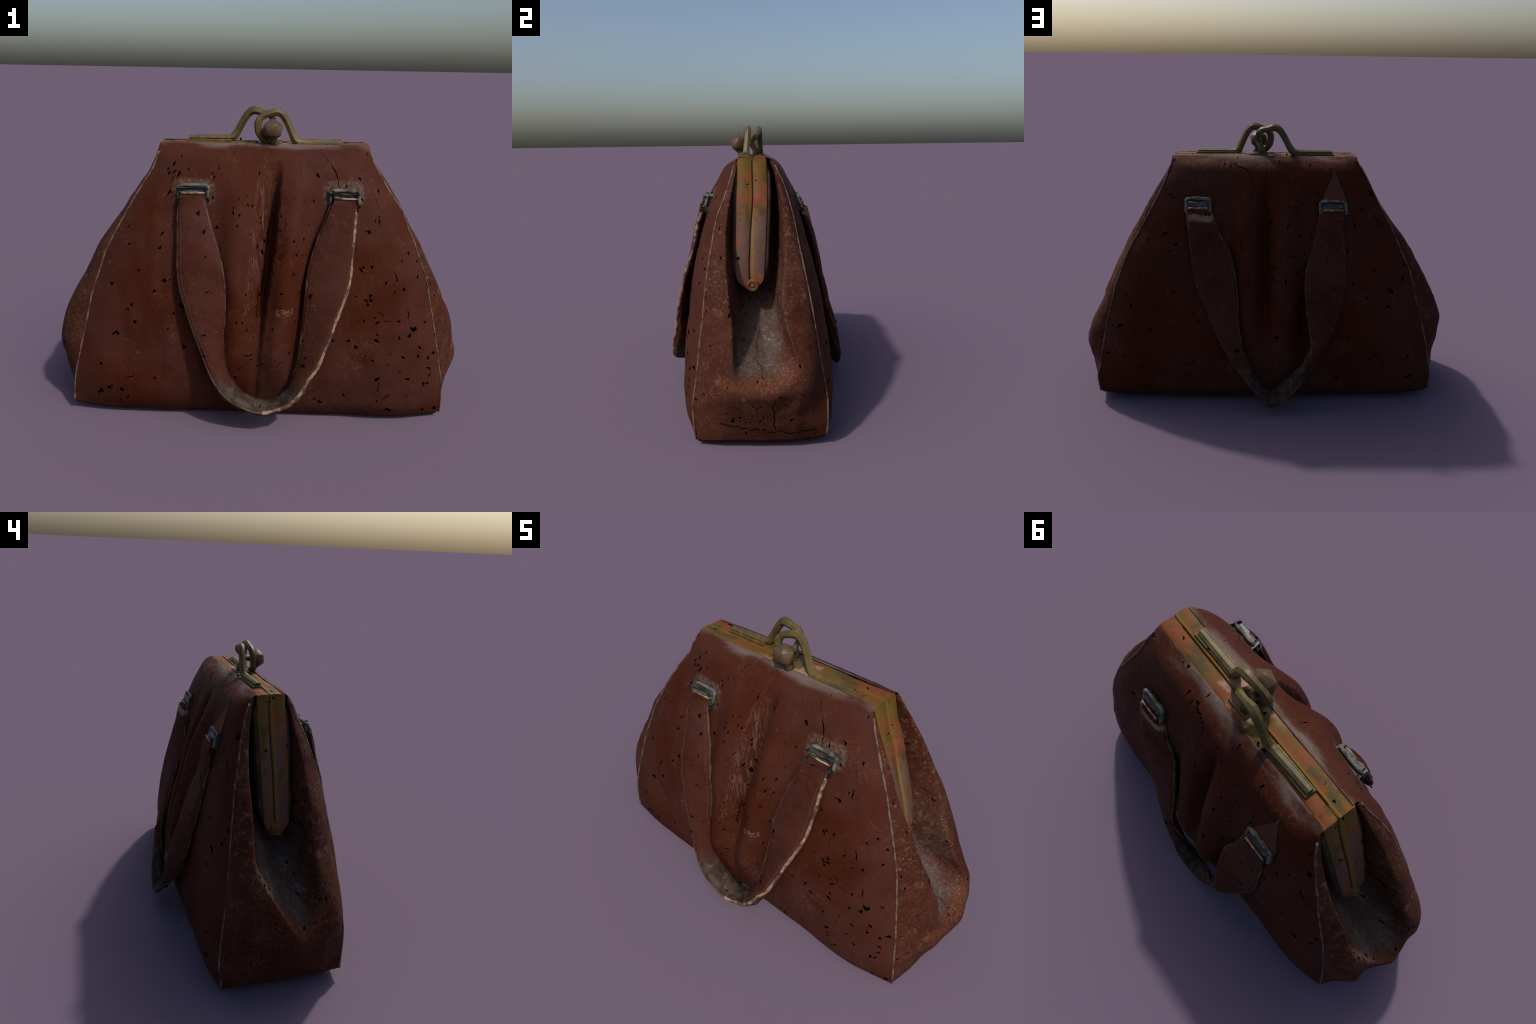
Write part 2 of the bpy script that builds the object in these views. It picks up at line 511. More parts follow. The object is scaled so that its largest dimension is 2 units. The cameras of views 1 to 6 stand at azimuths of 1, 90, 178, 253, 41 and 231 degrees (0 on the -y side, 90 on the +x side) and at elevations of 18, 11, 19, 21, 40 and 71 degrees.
def drop_faces(bm, count, rng, gather=()):
    """delete small faces, copying the triangles missing from the decimated scan"""
    bm.faces.ensure_lookup_table()
    inner = [f for f in bm.faces if all(not v.is_boundary for v in f.verts)]
    gone = set()
    centres = rng.choices(inner, [f.calc_area() for f in inner], k=count)
    for g, n, rad in gather:
        near = [f for f in inner if (f.calc_center_median() - Vector(g)).length < rad]
        centres += rng.sample(near, min(n, len(near)))
    for f in centres:
        gone.add(f)
        k = rng.random()
        if k < .28:
            for e in rng.sample(list(f.edges), 1):
                for g in e.link_faces:
                    gone.add(g)
        if k < .06:
            v = rng.choice(list(f.verts))
            for g in list(v.link_faces)[:rng.choice((3, 4))]:
                gone.add(g)
    bmesh.ops.delete(bm, geom=list(gone), context="FACES")


def sheet(name, fn, nu, nv, mat, holes=0, gather=(), jitter=.30, seed=1, parent=ROOT, uflip=False, gaps=(), random_gaps=0):
    """fn(u, v) -> point, on a jittered triangulated grid"""
    rng = random.Random(seed)
    bm = bmesh.new()
    grid = []
    for j in range(nv + 1):
        row = []
        for i in range(nu + 1):
            u, v = i / nu, j / nv
            if 0 < i < nu and 0 < j < nv:
                s = jitter * (1.4 if rng.random() < .2 else 1)
                u += rng.uniform(-s, s) / nu
                v += rng.uniform(-s, s) / nv
            row.append(bm.verts.new(fn(u, v)))
        grid.append(row)
    for j in range(nv):
        for i in range(nu):
            a, b, c, d = grid[j][i], grid[j][i + 1], grid[j + 1][i + 1], grid[j + 1][i]
            if rng.random() < .5:
                fs = ((a, b, c), (a, c, d))
            else:
                fs = ((a, b, d), (b, c, d))
            for f in fs:
                try:
                    bm.faces.new(f if not uflip else f[::-1])
                except ValueError:
                    pass
    bm.normal_update()
    lines = list(gaps)
    bm.verts.ensure_lookup_table()
    for _ in range(random_gaps):
        p = Vector(fn(rng.uniform(.05, .95), rng.uniform(.05, .92)))
        d = Vector((rng.gauss(0, 1), rng.gauss(0, .3), rng.gauss(0, 1))).normalized() * rng.uniform(.03, .075)
        lines.append((tuple(p), tuple(p + d), rng.uniform(.0015, .0030)))
    for a, b, g in lines:
        open_gap(bm, a, b, g)
    if holes or gather:
        drop_faces(bm, holes, rng, gather)
    loose = [v for v in bm.verts if not v.link_faces]
    bmesh.ops.delete(bm, geom=loose, context="VERTS")
    me = bpy.data.meshes.new(name)
    bm.to_mesh(me)
    bm.free()
    me.materials.append(mat)
    me.polygons.foreach_set("use_smooth", [True] * len(me.polygons))
    o = bpy.data.objects.new(name, me)
    bpy.context.scene.collection.objects.link(o)
    o.parent = parent
    return o


def panel_fn(side):
    out = -1 if side == "front" else 1
    lip_y = -.070 if side == "front" else .052

    def fn(u, v):
        u -= .34 * math.sin(2 * math.pi * u) / (2 * math.pi) * -1     # closer mesh in the pleated middle
        if v <= .955:
            return panel_point(side, u, lerp(Z0, Z1, v / .955))
        # the leather rolls over the shoulder and is tucked under the metal frame
        t = (v - .955) / .045
        p = panel_point(side, u, Z1)
        a = t * math.pi / 2
        y = lerp(p.y, lip_y, math.sin(a))
        z = Z1 + .017 * (1 - math.cos(a)) * 1.0 + .010 * math.sin(2 * a)
        return Vector((p.x, y, z))
    return fn


FRONT_GATHER = [((-.3, -.2, 1.12), 9, .14), ((-.1, -.25, 1.0), 7, .12), ((.3, -.2, 1.12), 4, .15), ((.7, -.22, .5), 16, .3),
                ((.05, -.25, .9), 6, .2), ((.75, -.28, .2), 12, .25)]
front = sheet("front_panel", panel_fn("front"), 140, 92, LEATHER, 118, FRONT_GATHER, seed=3, random_gaps=26, gaps=[((.30, -.17, 1.20), (.345, -.19, 1.10), .003), ((.27, -.12, 1.25), (.30, -.14, 1.20), .002), ((-.02, -.3, .66), (.0, -.34, .52), .003), ((.53, -.3, .55), (.60, -.3, .50), .002)])
back = sheet("back_panel", panel_fn("back"), 140, 92, LEATHER, 105, [((.0, .26, .8), 10, .25), ((-.1, .2, 1.1), 8, .2)], seed=5, uflip=True, random_gaps=24, gaps=[((.17, .09, 1.255), (.09, .14, 1.21), .004), ((.09, .14, 1.21), (.08, .155, 1.17), .003), ((-.63, .24, .93), (-.56, .24, 1.02), .003)])

# ---- folded ends (gussets)
END = {
    1: dict(
        lip_front=table([(.03, .905), (.08, .920), (.15, .938), (.22, .962), (.27, .974), (.36, .955), (.46, .928), (.56, .884), (.68, .828), (.8, .765), (.95, .672), (1.1, .578), (1.2, .513), (1.255, .482)]),
        lip_back=table([(.03, .915), (.08, .930), (.15, .948), (.22, .964), (.27, .974), (.36, .947), (.46, .905), (.56, .858), (.68, .810), (.8, .750), (.95, .664), (1.1, .577), (1.2, .512), (1.255, .482)]),
        floor=table([(.03, .912), (.08, .930), (.15, .952), (.22, .980), (.27, 1.0), (.31, .975), (.36, .895), (.42, .800), (.5, .690), (.6, .590), (.68, .525), (.8, .46), (.95, .40), (1.1, .35), (1.255, .31)]),
        inner=table([(.03, -.16, .17), (.27, -.11, .19), (.36, -.095, .200), (.45, -.096, .168), (.55, -.100, .136), (.63, -.110, .124), (.77, -.126, .136), (.92, -.132, .142), (1.05, -.118, .134), (1.2, -.088, .100), (1.255, -.078, .075)]),
        ridge=lambda y: .05 * sm(.08, .22, y) + .03 * sm(-.06, -.12, y),
        cap=lambda y: .03 * sm(.06, .22, y) + .02 * sm(-.03, -.12, y)),
    -1: dict(
        lip_front=table([(.03, -.890), (.08, -.908), (.15, -.930), (.24, -.946), (.33, -.962), (.43, -.948), (.5, -.920), (.6, -.864), (.7, -.811), (.8, -.760), (.885, -.706), (.98, -.630), (1.08, -.560), (1.163, -.505), (1.255, -.462)]),
        lip_back=table([(.03, -.890), (.08, -.903), (.15, -.915), (.24, -.925), (.33, -.945), (.43, -.942), (.5, -.925), (.6, -.880), (.7, -.822), (.8, -.766), (.885, -.708), (.98, -.632), (1.08, -.562), (1.163, -.512), (1.255, -.466)]),
        floor=table([(.03, -.893), (.08, -.912), (.15, -.938), (.24, -.972), (.31, -1.0), (.34, -.985), (.39, -.905), (.45, -.79), (.52, -.69), (.6, -.59), (.68, -.52), (.8, -.45), (.95, -.39), (1.1, -.34), (1.255, -.30)]),
        inner=table([(.03, -.17, .17), (.27, -.16, .17), (.36, -.155, .170), (.45, -.148, .172), (.57, -.132, .168), (.68, -.128, .156), (.77, -.128, .146), (.92, -.130, .138), (1.05, -.120, .120), (1.2, -.098, .086), (1.255, -.085, .068)]),
        ridge=lambda y: .21 * sm(-.05, .19, y) + .09 * sm(-.04, -.17, y),
        cap=lambda y: .10 * sm(-.05, .19, y) + .05 * sm(-.04, -.16, y)),
}


def gusset_fn(sx, inset=0.0):
    E = END[sx]

    def fn(u, v):
        z = lerp(Z0, Z1, v)
        xf, yf = SEAM["front", sx](z)
        xb, yb = SEAM["back", sx](z)
        LF, LB = E["lip_front"](z), E["lip_back"](z)
        yi, yo = E["inner"](z)
        k = .24
        full = sm(.12, .42, z)          # flat planes near the ground, plump lips above

        def swell(t):
            return lerp(t, math.sin(t * math.pi / 2) ** .62, full)
        if u < k:
            t = u / k
            y = lerp(yf, yi, t)
            x = lerp(xf, LF, swell(t))
        elif u > 1 - k:
            t = (1 - u) / k
            y = lerp(yb, yo, t)
            x = lerp(xb, LB, swell(t))
        else:
            t = (u - k) / (1 - 2 * k)
            s = 2 * t - 1
            L = LF if s < 0 else LB
            yy = lerp(yi, yo, t)
            F = E["floor"](max(z - E["ridge"](yy), .03)) if z > .2 else E["floor"](z)
            g = abs(s)
            deep = abs(L) - abs(F)
            if deep > 0:
                steep = sm(.34, 1.0, g) ** 1.5 if s > 0 else sm(.24, 1.0, g) ** 1.4
                w = lerp(g ** 1.1, steep, sm(.34, .62, z))      # open V near the ridge, deep channel above
            else:
                w = g ** 1.2
            F = math.copysign(min(abs(F), 1.0 - E["cap"](yy) * sm(.25, .40, z)), F)
            x = lerp(F, L, w)
            belly = .016 * math.sin(min(max((g - .3) / .7, 0), 1) * math.pi) * sm(0, .1, deep)
            y = yy + math.copysign(belly, s)
        d = .010 * nz(y * 1.0, z, sx * 4.0, 6) + .004 * nz(y, z, sx * 9.0, 19)
        m = sm(0, .1, u) * sm(0, .1, 1 - u) * sm(.03, .12, z) * sm(1.25, 1.1, z)
        x += sx * d * m
        x -= sx * inset
        x = max(min(x, 1.0), -1.0)
        dz = lerp(CORNER["front", sx], CORNER["back", sx], u) * sm(.2, .03, z)
        return Vector((x, y, z + dz + .008 * nz(y, sx, 1, 5) * sm(.15, .03, z) * sm(0, .1, u) * sm(0, .1, 1 - u)))
    return fn


right_gusset = sheet("gusset", gusset_fn(1), 72, 110, GUSSET, 45, [((.95, 0, .12), 16, .2), ((.6, -.17, 1.0), 6, .12)], seed=8, random_gaps=8, gaps=[((.93, -.17, .12), (.94, .02, .085), .003), ((.94, .05, .08), (.93, .28, .075), .0028), ((.97, .07, .27), (.94, .085, .09), .003), ((.70, .02, .52), (.95, .055, .32), .002)])
left_gusset = sheet("gusset", gusset_fn(-1), 72, 110, GUSSET, 45, [((-.85, .0, .5), 10, .2)], seed=9, uflip=True, random_gaps=10)


# ---- base: shallow sagging floor that meets the four lower edges
def base_fn(u, v):
    f, b = panel_point("front", u, Z0), panel_point("back", u, Z0)
    p = f.lerp(b, v)
    # the ends follow the lower edge of the gussets
    pr, pl = gusset_fn(1)(v, 0), gusset_fn(-1)(v, 0)
    a, c = sm(.90, 1.0, u), sm(.10, 0.0, u)
    ex_r = pr - panel_point("front", 1, Z0).lerp(panel_point("back", 1, Z0), v)
    ex_l = pl - panel_point("front", 0, Z0).lerp(panel_point("back", 0, Z0), v)
    p = p + ex_r * a + ex_l * c
    m = min(min(u, 1 - u) * 1.8, min(v, 1 - v) * .62)
    p.z -= (Z0 - .004) * math.sqrt(min(m / .05, 1.0)) * .97 if m > 0 else 0
    p.z = max(p.z, 0.0)
    return p


base = sheet("base", base_fn, 110, 40, LEATHER, 0, (), seed=12, jitter=0)


# ---- black backing added just inside, keeps the copied scan holes dark
def dark_backing():
    bits = [(lambda u, v, s=s: panel_point(s, lerp(.03, .97, u), lerp(.06, 1.235, v)) + Vector((0, .022 if s == "front" else -.022, 0))) for s in ("front", "back")]
    bits += [(lambda u, v, s=s: gusset_fn(s, .022)(lerp(.05, .95, u), lerp(.02, .97, v))) for s in (1, -1)]
    verts, faces = [], []
    for k, fn in enumerate(bits):
        nu, nv = (70, 50) if k < 2 else (44, 60)
        o = len(verts)
        verts += [fn(i / nu, j / nv) for j in range(nv + 1) for i in range(nu + 1)]
        faces += [(o + j*(nu+1)+i, o + j*(nu+1)+i+1, o + (j+1)*(nu+1)+i+1, o + (j+1)*(nu+1)+i) for j in range(nv) for i in range(nu)]
    make("dark_backing", verts, faces, HOLE_BLACK)


dark_backing()


# ------------------------------------------------------------------ tubes
def tube(points, radius, sides=8, squash=None, cap=True):
    """sweep with parallel transport; radius number or list"""
    n = len(points)
    R = radius if isinstance(radius, (list, tuple)) else [radius] * n
    t0 = (points[1] - points[0]).normalized()
    up = Vector((0, 1, 0)) if abs(t0.y) < .9 else Vector((0, 0, 1))
    nrm = (up - t0 * up.dot(t0)).normalized()
    verts, faces = [], []
    for i, p in enumerate(points):
        t = (points[min(i + 1, n - 1)] - points[max(i - 1, 0)]).normalized()
        nrm = (nrm - t * nrm.dot(t)).normalized()
        bi = t.cross(nrm)
        for k in range(sides):
            a = 2 * math.pi * (k + .5) / sides
            sq = squash[i] if squash else 1
            verts.append(p + nrm * math.cos(a) * R[i] + bi * math.sin(a) * R[i] * sq)
    for i in range(n - 1):
        for k in range(sides):
            a, b = i * sides + k, i * sides + (k + 1) % sides
            faces.append((a, b, b + sides, a + sides))
    if cap:
        faces.append(tuple(range(sides))[::-1])
        faces.append(tuple(range((n - 1) * sides, n * sides)))
    return verts, faces


# welts along the four seams
for (side, sx), f in SEAM.items():
    pts = []
    for i in range(90):
        z = lerp(Z0, 1.235, i / 89)
        p = panel_point(side, 0 if sx < 0 else 1, z)
        w = 0
        pts.append(p + Vector((sx * (.001 + .002 * nz(z, sx, 1, 30)), 0, 0)))
    rr = [.0044 + .0012 * nz(p.z, sx, 4, 22) for p in pts]
    v, fc = tube(pts, rr, 7)
    make("welt", v, fc, WELT)

# ------------------------------------------------------------------ straps
STRAPS = {
    "front": (
        [(-.358, -.250, 1.055), (-.361, -.272, .961), (-.360, -.306, .869), (-.353, -.348, .703), (-.304, -.392, .535), (-.245, -.424, .376), (-.198, -.446, .262),
         (-.140, -.468, .196), (-.075, -.476, .152), (-.010, -.478, .128), (.055, -.478, .126), (.110, -.472, .143), (.152, -.474, .173), (.207, -.462, .248), (.276, -.434, .363), (.349, -.390, .566),
         (.394, -.352, .706), (.404, -.312, .82), (.411, -.283, .938), (.416, -.253, 1.034)],
        [(-.250, -.252, 1.060), (-.225, -.278, .953), (-.175, -.320, .803), (-.153, -.346, .691), (-.152, -.360, .560), (-.154, -.368, .430), (-.150, -.366, .330),
         (-.130, -.366, .242), (-.086, -.368, .177), (-.036, -.366, .136), (.021, -.367, .121), (.067, -.370, .121), (.105, -.380, .156), (.150, -.390, .210), (.176, -.376, .300), (.196, -.360, .450),
         (.208, -.336, .640), (.218, -.314, .750), (.250, -.284, .868), (.306, -.253, 1.034)]),
    "back": (
        [(.398, .250, 1.020), (.385, .276, .917), (.373, .305, .816), (.351, .331, .668), (.294, .363, .521), (.219, .412, .361), (.144, .449, .251), (.068, .474, .150), (.022, .482, .090), (-.024, .480, .046),
         (-.079, .476, .070), (-.135, .466, .114), (-.190, .440, .175), (-.244, .405, .240), (-.310, .368, .357), (-.366, .338, .511), (-.397, .310, .662), (-.394, .287, .752), (-.389, .263, .841), (-.374, .232, 1.010)],
        [(.278, .216, 1.012), (.242, .239, .907), (.187, .279, .808), (.153, .331, .651), (.145, .371, .507), (.127, .415, .368), (.090, .418, .255), (.050, .410, .165), (.018, .404, .118), (-.022, .398, .092),
         (-.068, .402, .122), (-.115, .412, .172), (-.165, .425, .235), (-.205, .434, .295), (-.232, .430, .370), (-.212, .379, .493), (-.199, .333, .635), (-.206, .300, .740), (-.236, .268, .838), (-.270, .236, 1.010)]),
}


def strap(side):
    holder_name = "handle"
    A, B = (catmull(p, 8) for p in STRAPS[side])
    n = len(A)
    sg = -1 if side == "front" else 1
    for E in (A, B):
        for p in E:
            z = min(max(p.z, .06), 1.2)
            xl, xr = SEAM[side, -1](z)[0], SEAM[side, 1](z)[0]
            y = panel_point(side, (p.x - xl) / (xr - xl), z).y + sg * .006
            if p.z > .5 and (p.y - y) * sg < 0:
                p.y = lerp(p.y, y, .8)
    out = Vector((0, -1 if side == "front" else 1, .25))
    norms = []
    for i in range(n):
        t = ((A[min(i+1, n-1)] + B[min(i+1, n-1)]) - (A[max(i-1, 0)] + B[max(i-1, 0)])).normalized()
        w = (B[i] - A[i]).normalized()
        k = t.cross(w).normalized()
        if norms:
            if k.dot(norms[-1]) < 0:
                k = -k
        elif k.dot(out) < 0:
            k = -k
        norms.append(k)
    for _ in range(3):
        norms = [(norms[max(i-1, 0)] + norms[i] * 2 + norms[min(i+1, n-1)]).normalized() for i in range(n)]
    m = 10
    th = .017

    def ribbon(scale, inset):
        verts, faces = [], []
        ring = 2 * (m + 1)
        for i in range(n):
            for face in (1, -1):
                for j in range(m + 1):
                    s = j / m if face == 1 else 1 - j / m
                    s2 = lerp(inset, 1 - inset, s)
                    crown = .006 * (1 - (2 * s2 - 1) ** 2)
                    bump = .006 * nz(A[i].x + s2 * .1, A[i].z, side == "front", 13)
                    lower = sm(.55, .34, A[i].z) * sm(.14, .24, A[i].z) if face < 0 else 0   # doubled over towards the grip
                    h = (th * (scale + 1.1 * lower) * face * (1 - .45 * abs(2 * s2 - 1) ** 6)) + crown + bump
                    verts.append(A[i].lerp(B[i], s2) + norms[i] * h)
        for i in range(n - 1):
            for k in range(ring):
                a, b = i * ring + k, i * ring + (k + 1) % ring
                faces.append((a, b, b + ring, a + ring))
        faces.append(tuple(range(ring)))
        faces.append(tuple(range((n - 1) * ring, n * ring)))
        return verts, faces

    v, f = ribbon(1, 0)
    h = make(holder_name, v, f, STRAP)
    sharpen(h, 55)
    # raw edges, a little proud of the strap; the outer one on the front strap's right half is tan
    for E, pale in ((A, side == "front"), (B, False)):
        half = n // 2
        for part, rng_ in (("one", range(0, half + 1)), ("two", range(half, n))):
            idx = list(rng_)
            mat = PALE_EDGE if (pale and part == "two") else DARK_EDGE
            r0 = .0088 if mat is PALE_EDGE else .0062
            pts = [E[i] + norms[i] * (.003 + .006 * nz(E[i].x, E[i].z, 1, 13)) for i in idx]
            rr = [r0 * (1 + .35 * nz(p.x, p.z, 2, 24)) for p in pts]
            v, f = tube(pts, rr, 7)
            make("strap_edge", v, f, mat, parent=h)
    # stitches
    verts, faces = [], []
    for s0, E in ((.075, 0), (.925, 1)):
        line = [A[i].lerp(B[i], s0) + norms[i] * (th * .92 + .006 * (1 - (2*s0-1)**2) + .006 * nz(A[i].x + s0 * .1, A[i].z, side == "front", 13)) for i in range(n)]
        line = even(line, 2 * int(sum((a - b).length for a, b in zip(line[:-1], line[1:])) / .011))
        for i in range(0, len(line) - 1, 2):
            if i / len(line) > .36 and i / len(line) < .62:
                continue
            a, b = line[i], line[i + 1]
            v, f = tube([a, a.lerp(b, .3), a.lerp(b, .7), b], [.0008, .002, .002, .0008], 5)
            o = len(verts)
            verts += v
            faces += [tuple(o + q for q in ff) for ff in f]
    make("stitch", verts, faces, THREAD, parent=h, kind="stuff")
    return h


front_strap = strap("front")
back_strap = strap("back")


# ------------------------------------------------------------------ strap loops (metal)
def block(name, centre, ax, ay, az, size, mat, bevel, parent=ROOT, taper=None, seg=3, dent=0.0, cuts=0):
    bm = bmesh.new()
    bmesh.ops.create_cube(bm, size=1)
    if taper:
        for v in bm.verts:
            taper(v)
    for v in bm.verts:
        c = v.co
        v.co = Vector(centre) + ax * c.x * size[0] + ay * c.y * size[1] + az * c.z * size[2]
    bmesh.ops.bevel(bm, geom=bm.edges[:], offset=bevel, segments=seg, affect="EDGES", profile=.6)
    if cuts:
        bmesh.ops.subdivide_edges(bm, edges=[e for e in bm.edges if e.calc_length() > .02], cuts=cuts, use_grid_fill=True)
    if dent:
        for v in bm.verts:
            v.co += Vector((nz(*v.co, 22), nz(v.co.y, v.co.z, v.co.x, 25), nz(v.co.z, v.co.x, v.co.y, 23))) * dent
    bmesh.ops.recalc_face_normals(bm, faces=bm.faces)
    me = bpy.data.meshes.new(name)
    bm.to_mesh(me)
    bm.free()
    me.materials.append(mat)
    me.polygons.foreach_set("use_smooth", [True] * len(me.polygons))
    o = bpy.data.objects.new(name, me)
    bpy.context.scene.collection.objects.link(o)
    o.parent = parent
    sharpen(o, 50)
    return o


for side, x0, x1, zl, zh, tilt in (("front", -.362, -.232, 1.040, 1.100, .01), ("front", .305, .432, 1.028, 1.088, -.02),
                                   ("back", .283, .405, 1.005, 1.078, .0), ("back", -.268, -.400, 1.000, 1.068, .0)):
    out = -1 if side == "front" else 1
    xm = (x0 + x1) / 2
    zm = (zl + zh) / 2
    def ypan(x, z):
        xl, xr = SEAM[side, -1](z)[0], SEAM[side, 1](z)[0]
        return panel_point(side, (x - xl) / (xr - xl), z).y
    up = Vector((0, ypan(xm, zh + .03) - ypan(xm, zl - .03), zh - zl + .06)).normalized()
    ax = Vector((1, 0, tilt)).normalized()
    ay = ax.cross(up).normalized()
    if ay.y * out < 0:
        ay = -ay
    depth = .044
    c = Vector((xm, ypan(xm, zm), zm)) + ay * (depth / 2 - .020)
    def taper(v):
        if v.co.y > 0:
            v.co.x *= .86
            if v.co.z > 0:
                v.co.z *= .55
    block("strap_loop", c, ax, ay, up, (abs(x1 - x0), depth, zh - zl + .008), LOOP, .014, taper=taper, dent=.009, cuts=3)
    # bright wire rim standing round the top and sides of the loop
    w2, h2 = abs(x1 - x0) / 2, (zh - zl) / 2
    rim = [(-w2 * .98, -h2 * .9), (-w2 * .96, h2 * .3), (-w2 * .88, h2 * .92), (0, h2 * 1.04), (w2 * .9, h2 * .92), (w2 * .97, h2 * .2), (w2 * .98, -h2 * .9)]
    pts = catmull([c + ax * a + up * b + ay * (.012 + .006 * nz(a, b, zm, 30)) for a, b in rim], 5)
    v, f = tube(pts, [.0085 + .0034 * nz(p.x, p.z, 3, 34) for p in pts], 7)
    make("loop_rim", v, f, RIM)
    # strip of strap end coming out under the loop
    c2 = Vector((xm, ypan(xm, zl), zl - .002)) + ay * .020
    block("strap_end", c2, ax, ay, up, (abs(x1 - x0) * .84, .024, .05), STRAP, .005, dent=.003, cuts=2)
    e = c2 + ay * .013 + up * .026
    pts = [e + ax * (t * abs(x1 - x0) * .40) + up * (.003 * nz(t, xm, 2, 4)) for t in (-1, -.6, -.2, .2, .6, 1)]
    v, f = tube(pts, [.0048] * 6, 6)
    make("strap_edge", v, f, PALE_EDGE)

# ------------------------------------------------------------------ metal frame
ARM = {
    1: table([(1.268, .487, -.079, .062, -.008), (1.175, .515, -.082, .063, -.007), (1.092, .553, -.085, .064, -.006), (1.0, .586, -.088, .060, -.012),
              (.916, .620, -.090, .056, -.019), (.843, .647, -.092, .052, -.022), (.77, .668, -.092, .047, -.025), (.730, .677, -.090, .045, -.024), (.705, .680, -.080, .038, -.022), (.680, .680, -.052, .014, -.018), (.655, .676, -.026, -.006, -.014)]),
    -1: table([(1.268, -.464, -.077, .057, -.004), (1.194, -.490, -.077, .058, .003), (1.112, -.523, -.078, .060, .006), (1.039, -.548, -.077, .061, .005),
               (.967, -.571, -.076, .060, .002), (.859, -.604, -.074, .058, .001), (.752, -.636, -.070, .054, .001), (.720, -.647, -.069, .053, .001), (.700, -.653, -.056, .044, .002), (.680, -.657, -.040, .034, .003), (.658, -.660, -.024, .022, .004)]),
}


def arm_half(sx, front):
    """one metal half of a frame arm: a plate with rounded rim beside the joint"""
    f = ARM[sx]
    n = 44
    verts, faces = [], []
    prof = 10
    for i in range(n + 1):
        z = lerp(1.268, .664, i / n)
        x, yf, yb, ym = f(z)
        ye = yf if front else yb
        yj = ym + (-.0015 if front else .0015)
        wob = .003 * nz(z, sx, front, 9)
        d = .055 if z > .72 else lerp(.03, .055, (z - .66) / .06)
        w = abs(ye - yj)
        c = min(.0045, w * .3)
        sgn = -1 if front else 1
        dirx = sx
        sec = [(yj, -d), (yj, -.010), (yj + sgn * c * .45, -.002), (yj + sgn * c * 1.2, .001), (lerp(yj, ye, .5), .002 + wob), (ye - sgn * c, .0), (ye - sgn * c * .3, -.003), (ye, -.010), (ye, -d)]
        prof = len(sec)
        verts += [Vector((x + dirx * dx, y, z)) for y, dx in sec]
    for i in range(n):
        for k in range(prof):
            a, b = i * prof + k, i * prof + (k + 1) % prof
            faces.append((a, b, b + prof, a + prof))
    faces.append(tuple(range(prof)))
    faces.append(tuple(range(n * prof, (n + 1) * prof)))
    o = make("frame_arm", verts, faces, FRAME)
    sharpen(o, 40)
    return o


def arm_core(sx):
    """leather-wrapped back of the arm, wider than the metal and set behind it"""
    f = ARM[sx]
    n = 40
    verts, faces = [], []
    for i in range(n + 1):
        z = lerp(1.25, .685, i / n)
        x, yf, yb, ym = f(z)
        grow = .019 * sm(1.255, 1.18, z) * sm(.68, .78, z)
        a, b = yf - grow, yb + grow
        sec = [(lerp(a, b, .0), -.16), (a, -.06), (a + .003, -.018), (a + .012, -.009), (b - .012, -.009), (b - .003, -.018), (b, -.06), (b, -.16)]
        verts += [Vector((x + sx * (dx + .004 * nz(y * 3, z, sx, 9)), y, z)) for y, dx in sec]
    k8 = 8
    for i in range(n):
        for k in range(k8):
            a, b = i * k8 + k, i * k8 + (k + 1) % k8
            faces.append((a, b, b + k8, a + k8))
    faces.append(tuple(range(k8)))
    faces.append(tuple(range(n * k8, (n + 1) * k8)))
    o = make("arm_cover", verts, faces, COREMAT)
    sharpen(o, 50)


def rail(front):
    """one half of the top of the frame"""
    n = 90
    verts, faces = [], []
    for i in range(n + 1):
        t = i / n
        xr, yfr, ybr, ymr = ARM[1](1.268)
        xl, yfl, ybl, yml = ARM[-1](1.268)
        x = lerp(xl, xr, t)
        ye = lerp(yfl, yfr, t) if front else lerp(ybl, ybr, t)
        yj = lerp(yml, ymr, t) + (-.0015 if front else .0015)
        sgn = -1 if front else 1
        top = 1.271 + .0035 * nz(x, front, 2, 5) + .0015 * nz(x, front, 5, 22)
        ye -= sgn * (.004 + .003 * nz(x, front, 8, 7))
        sec = [(yj, 1.215), (yj, top - .006), (yj + sgn * .004, top), (lerp(yj, ye, .45), top + .001), (ye - sgn * .012, top), (ye - sgn * .003, top - .004), (ye, top - .014), (ye, 1.215)]
        verts += [Vector((x, y, z)) for y, z in sec]
    p = 8
    for i in range(n):
        for k in range(p):
            a, b = i * p + k, i * p + (k + 1) % p
            faces.append((a, b, b + p, a + p))
    faces.append(tuple(range(p)))
    faces.append(tuple(range(n * p, (n + 1) * p)))
    o = make("frame_rail", verts, faces, FRAME)
    sharpen(o, 40)


for sx in (1, -1):
    arm_half(sx, True)
    arm_half(sx, False)
    arm_core(sx)
for fr in (True, False):
    rail(fr)

# hinge bosses at the foot of each arm: a ring with a pin
for sx, yy, zz in ((1, -.012, .690), (-1, -.002, .694)):
    x = ARM[sx](zz)[0]
    c = Vector((x + sx * .006, yy, zz))
    verts, faces = [], []
    prof = [(.030, -.030), (.030, .000), (.026, .006), (.019, .007), (.016, .002), (.011, .002), (.008, .006), (.0, .007)]
    ns = 14
    for r, h in prof:
        for k in range(ns):
            a = 2 * math.pi * k / ns
            verts.append(c + Vector((sx * h, r * math.cos(a), r * math.sin(a))))
    for i in range(len(prof) - 1):
        for k in range(ns):
            a, b = i * ns + k, i * ns + (k + 1) % ns
            faces.append((a, b, b + ns, a + ns))
    o = make("hinge", verts, faces, FRAME)
    sharpen(o, 40)

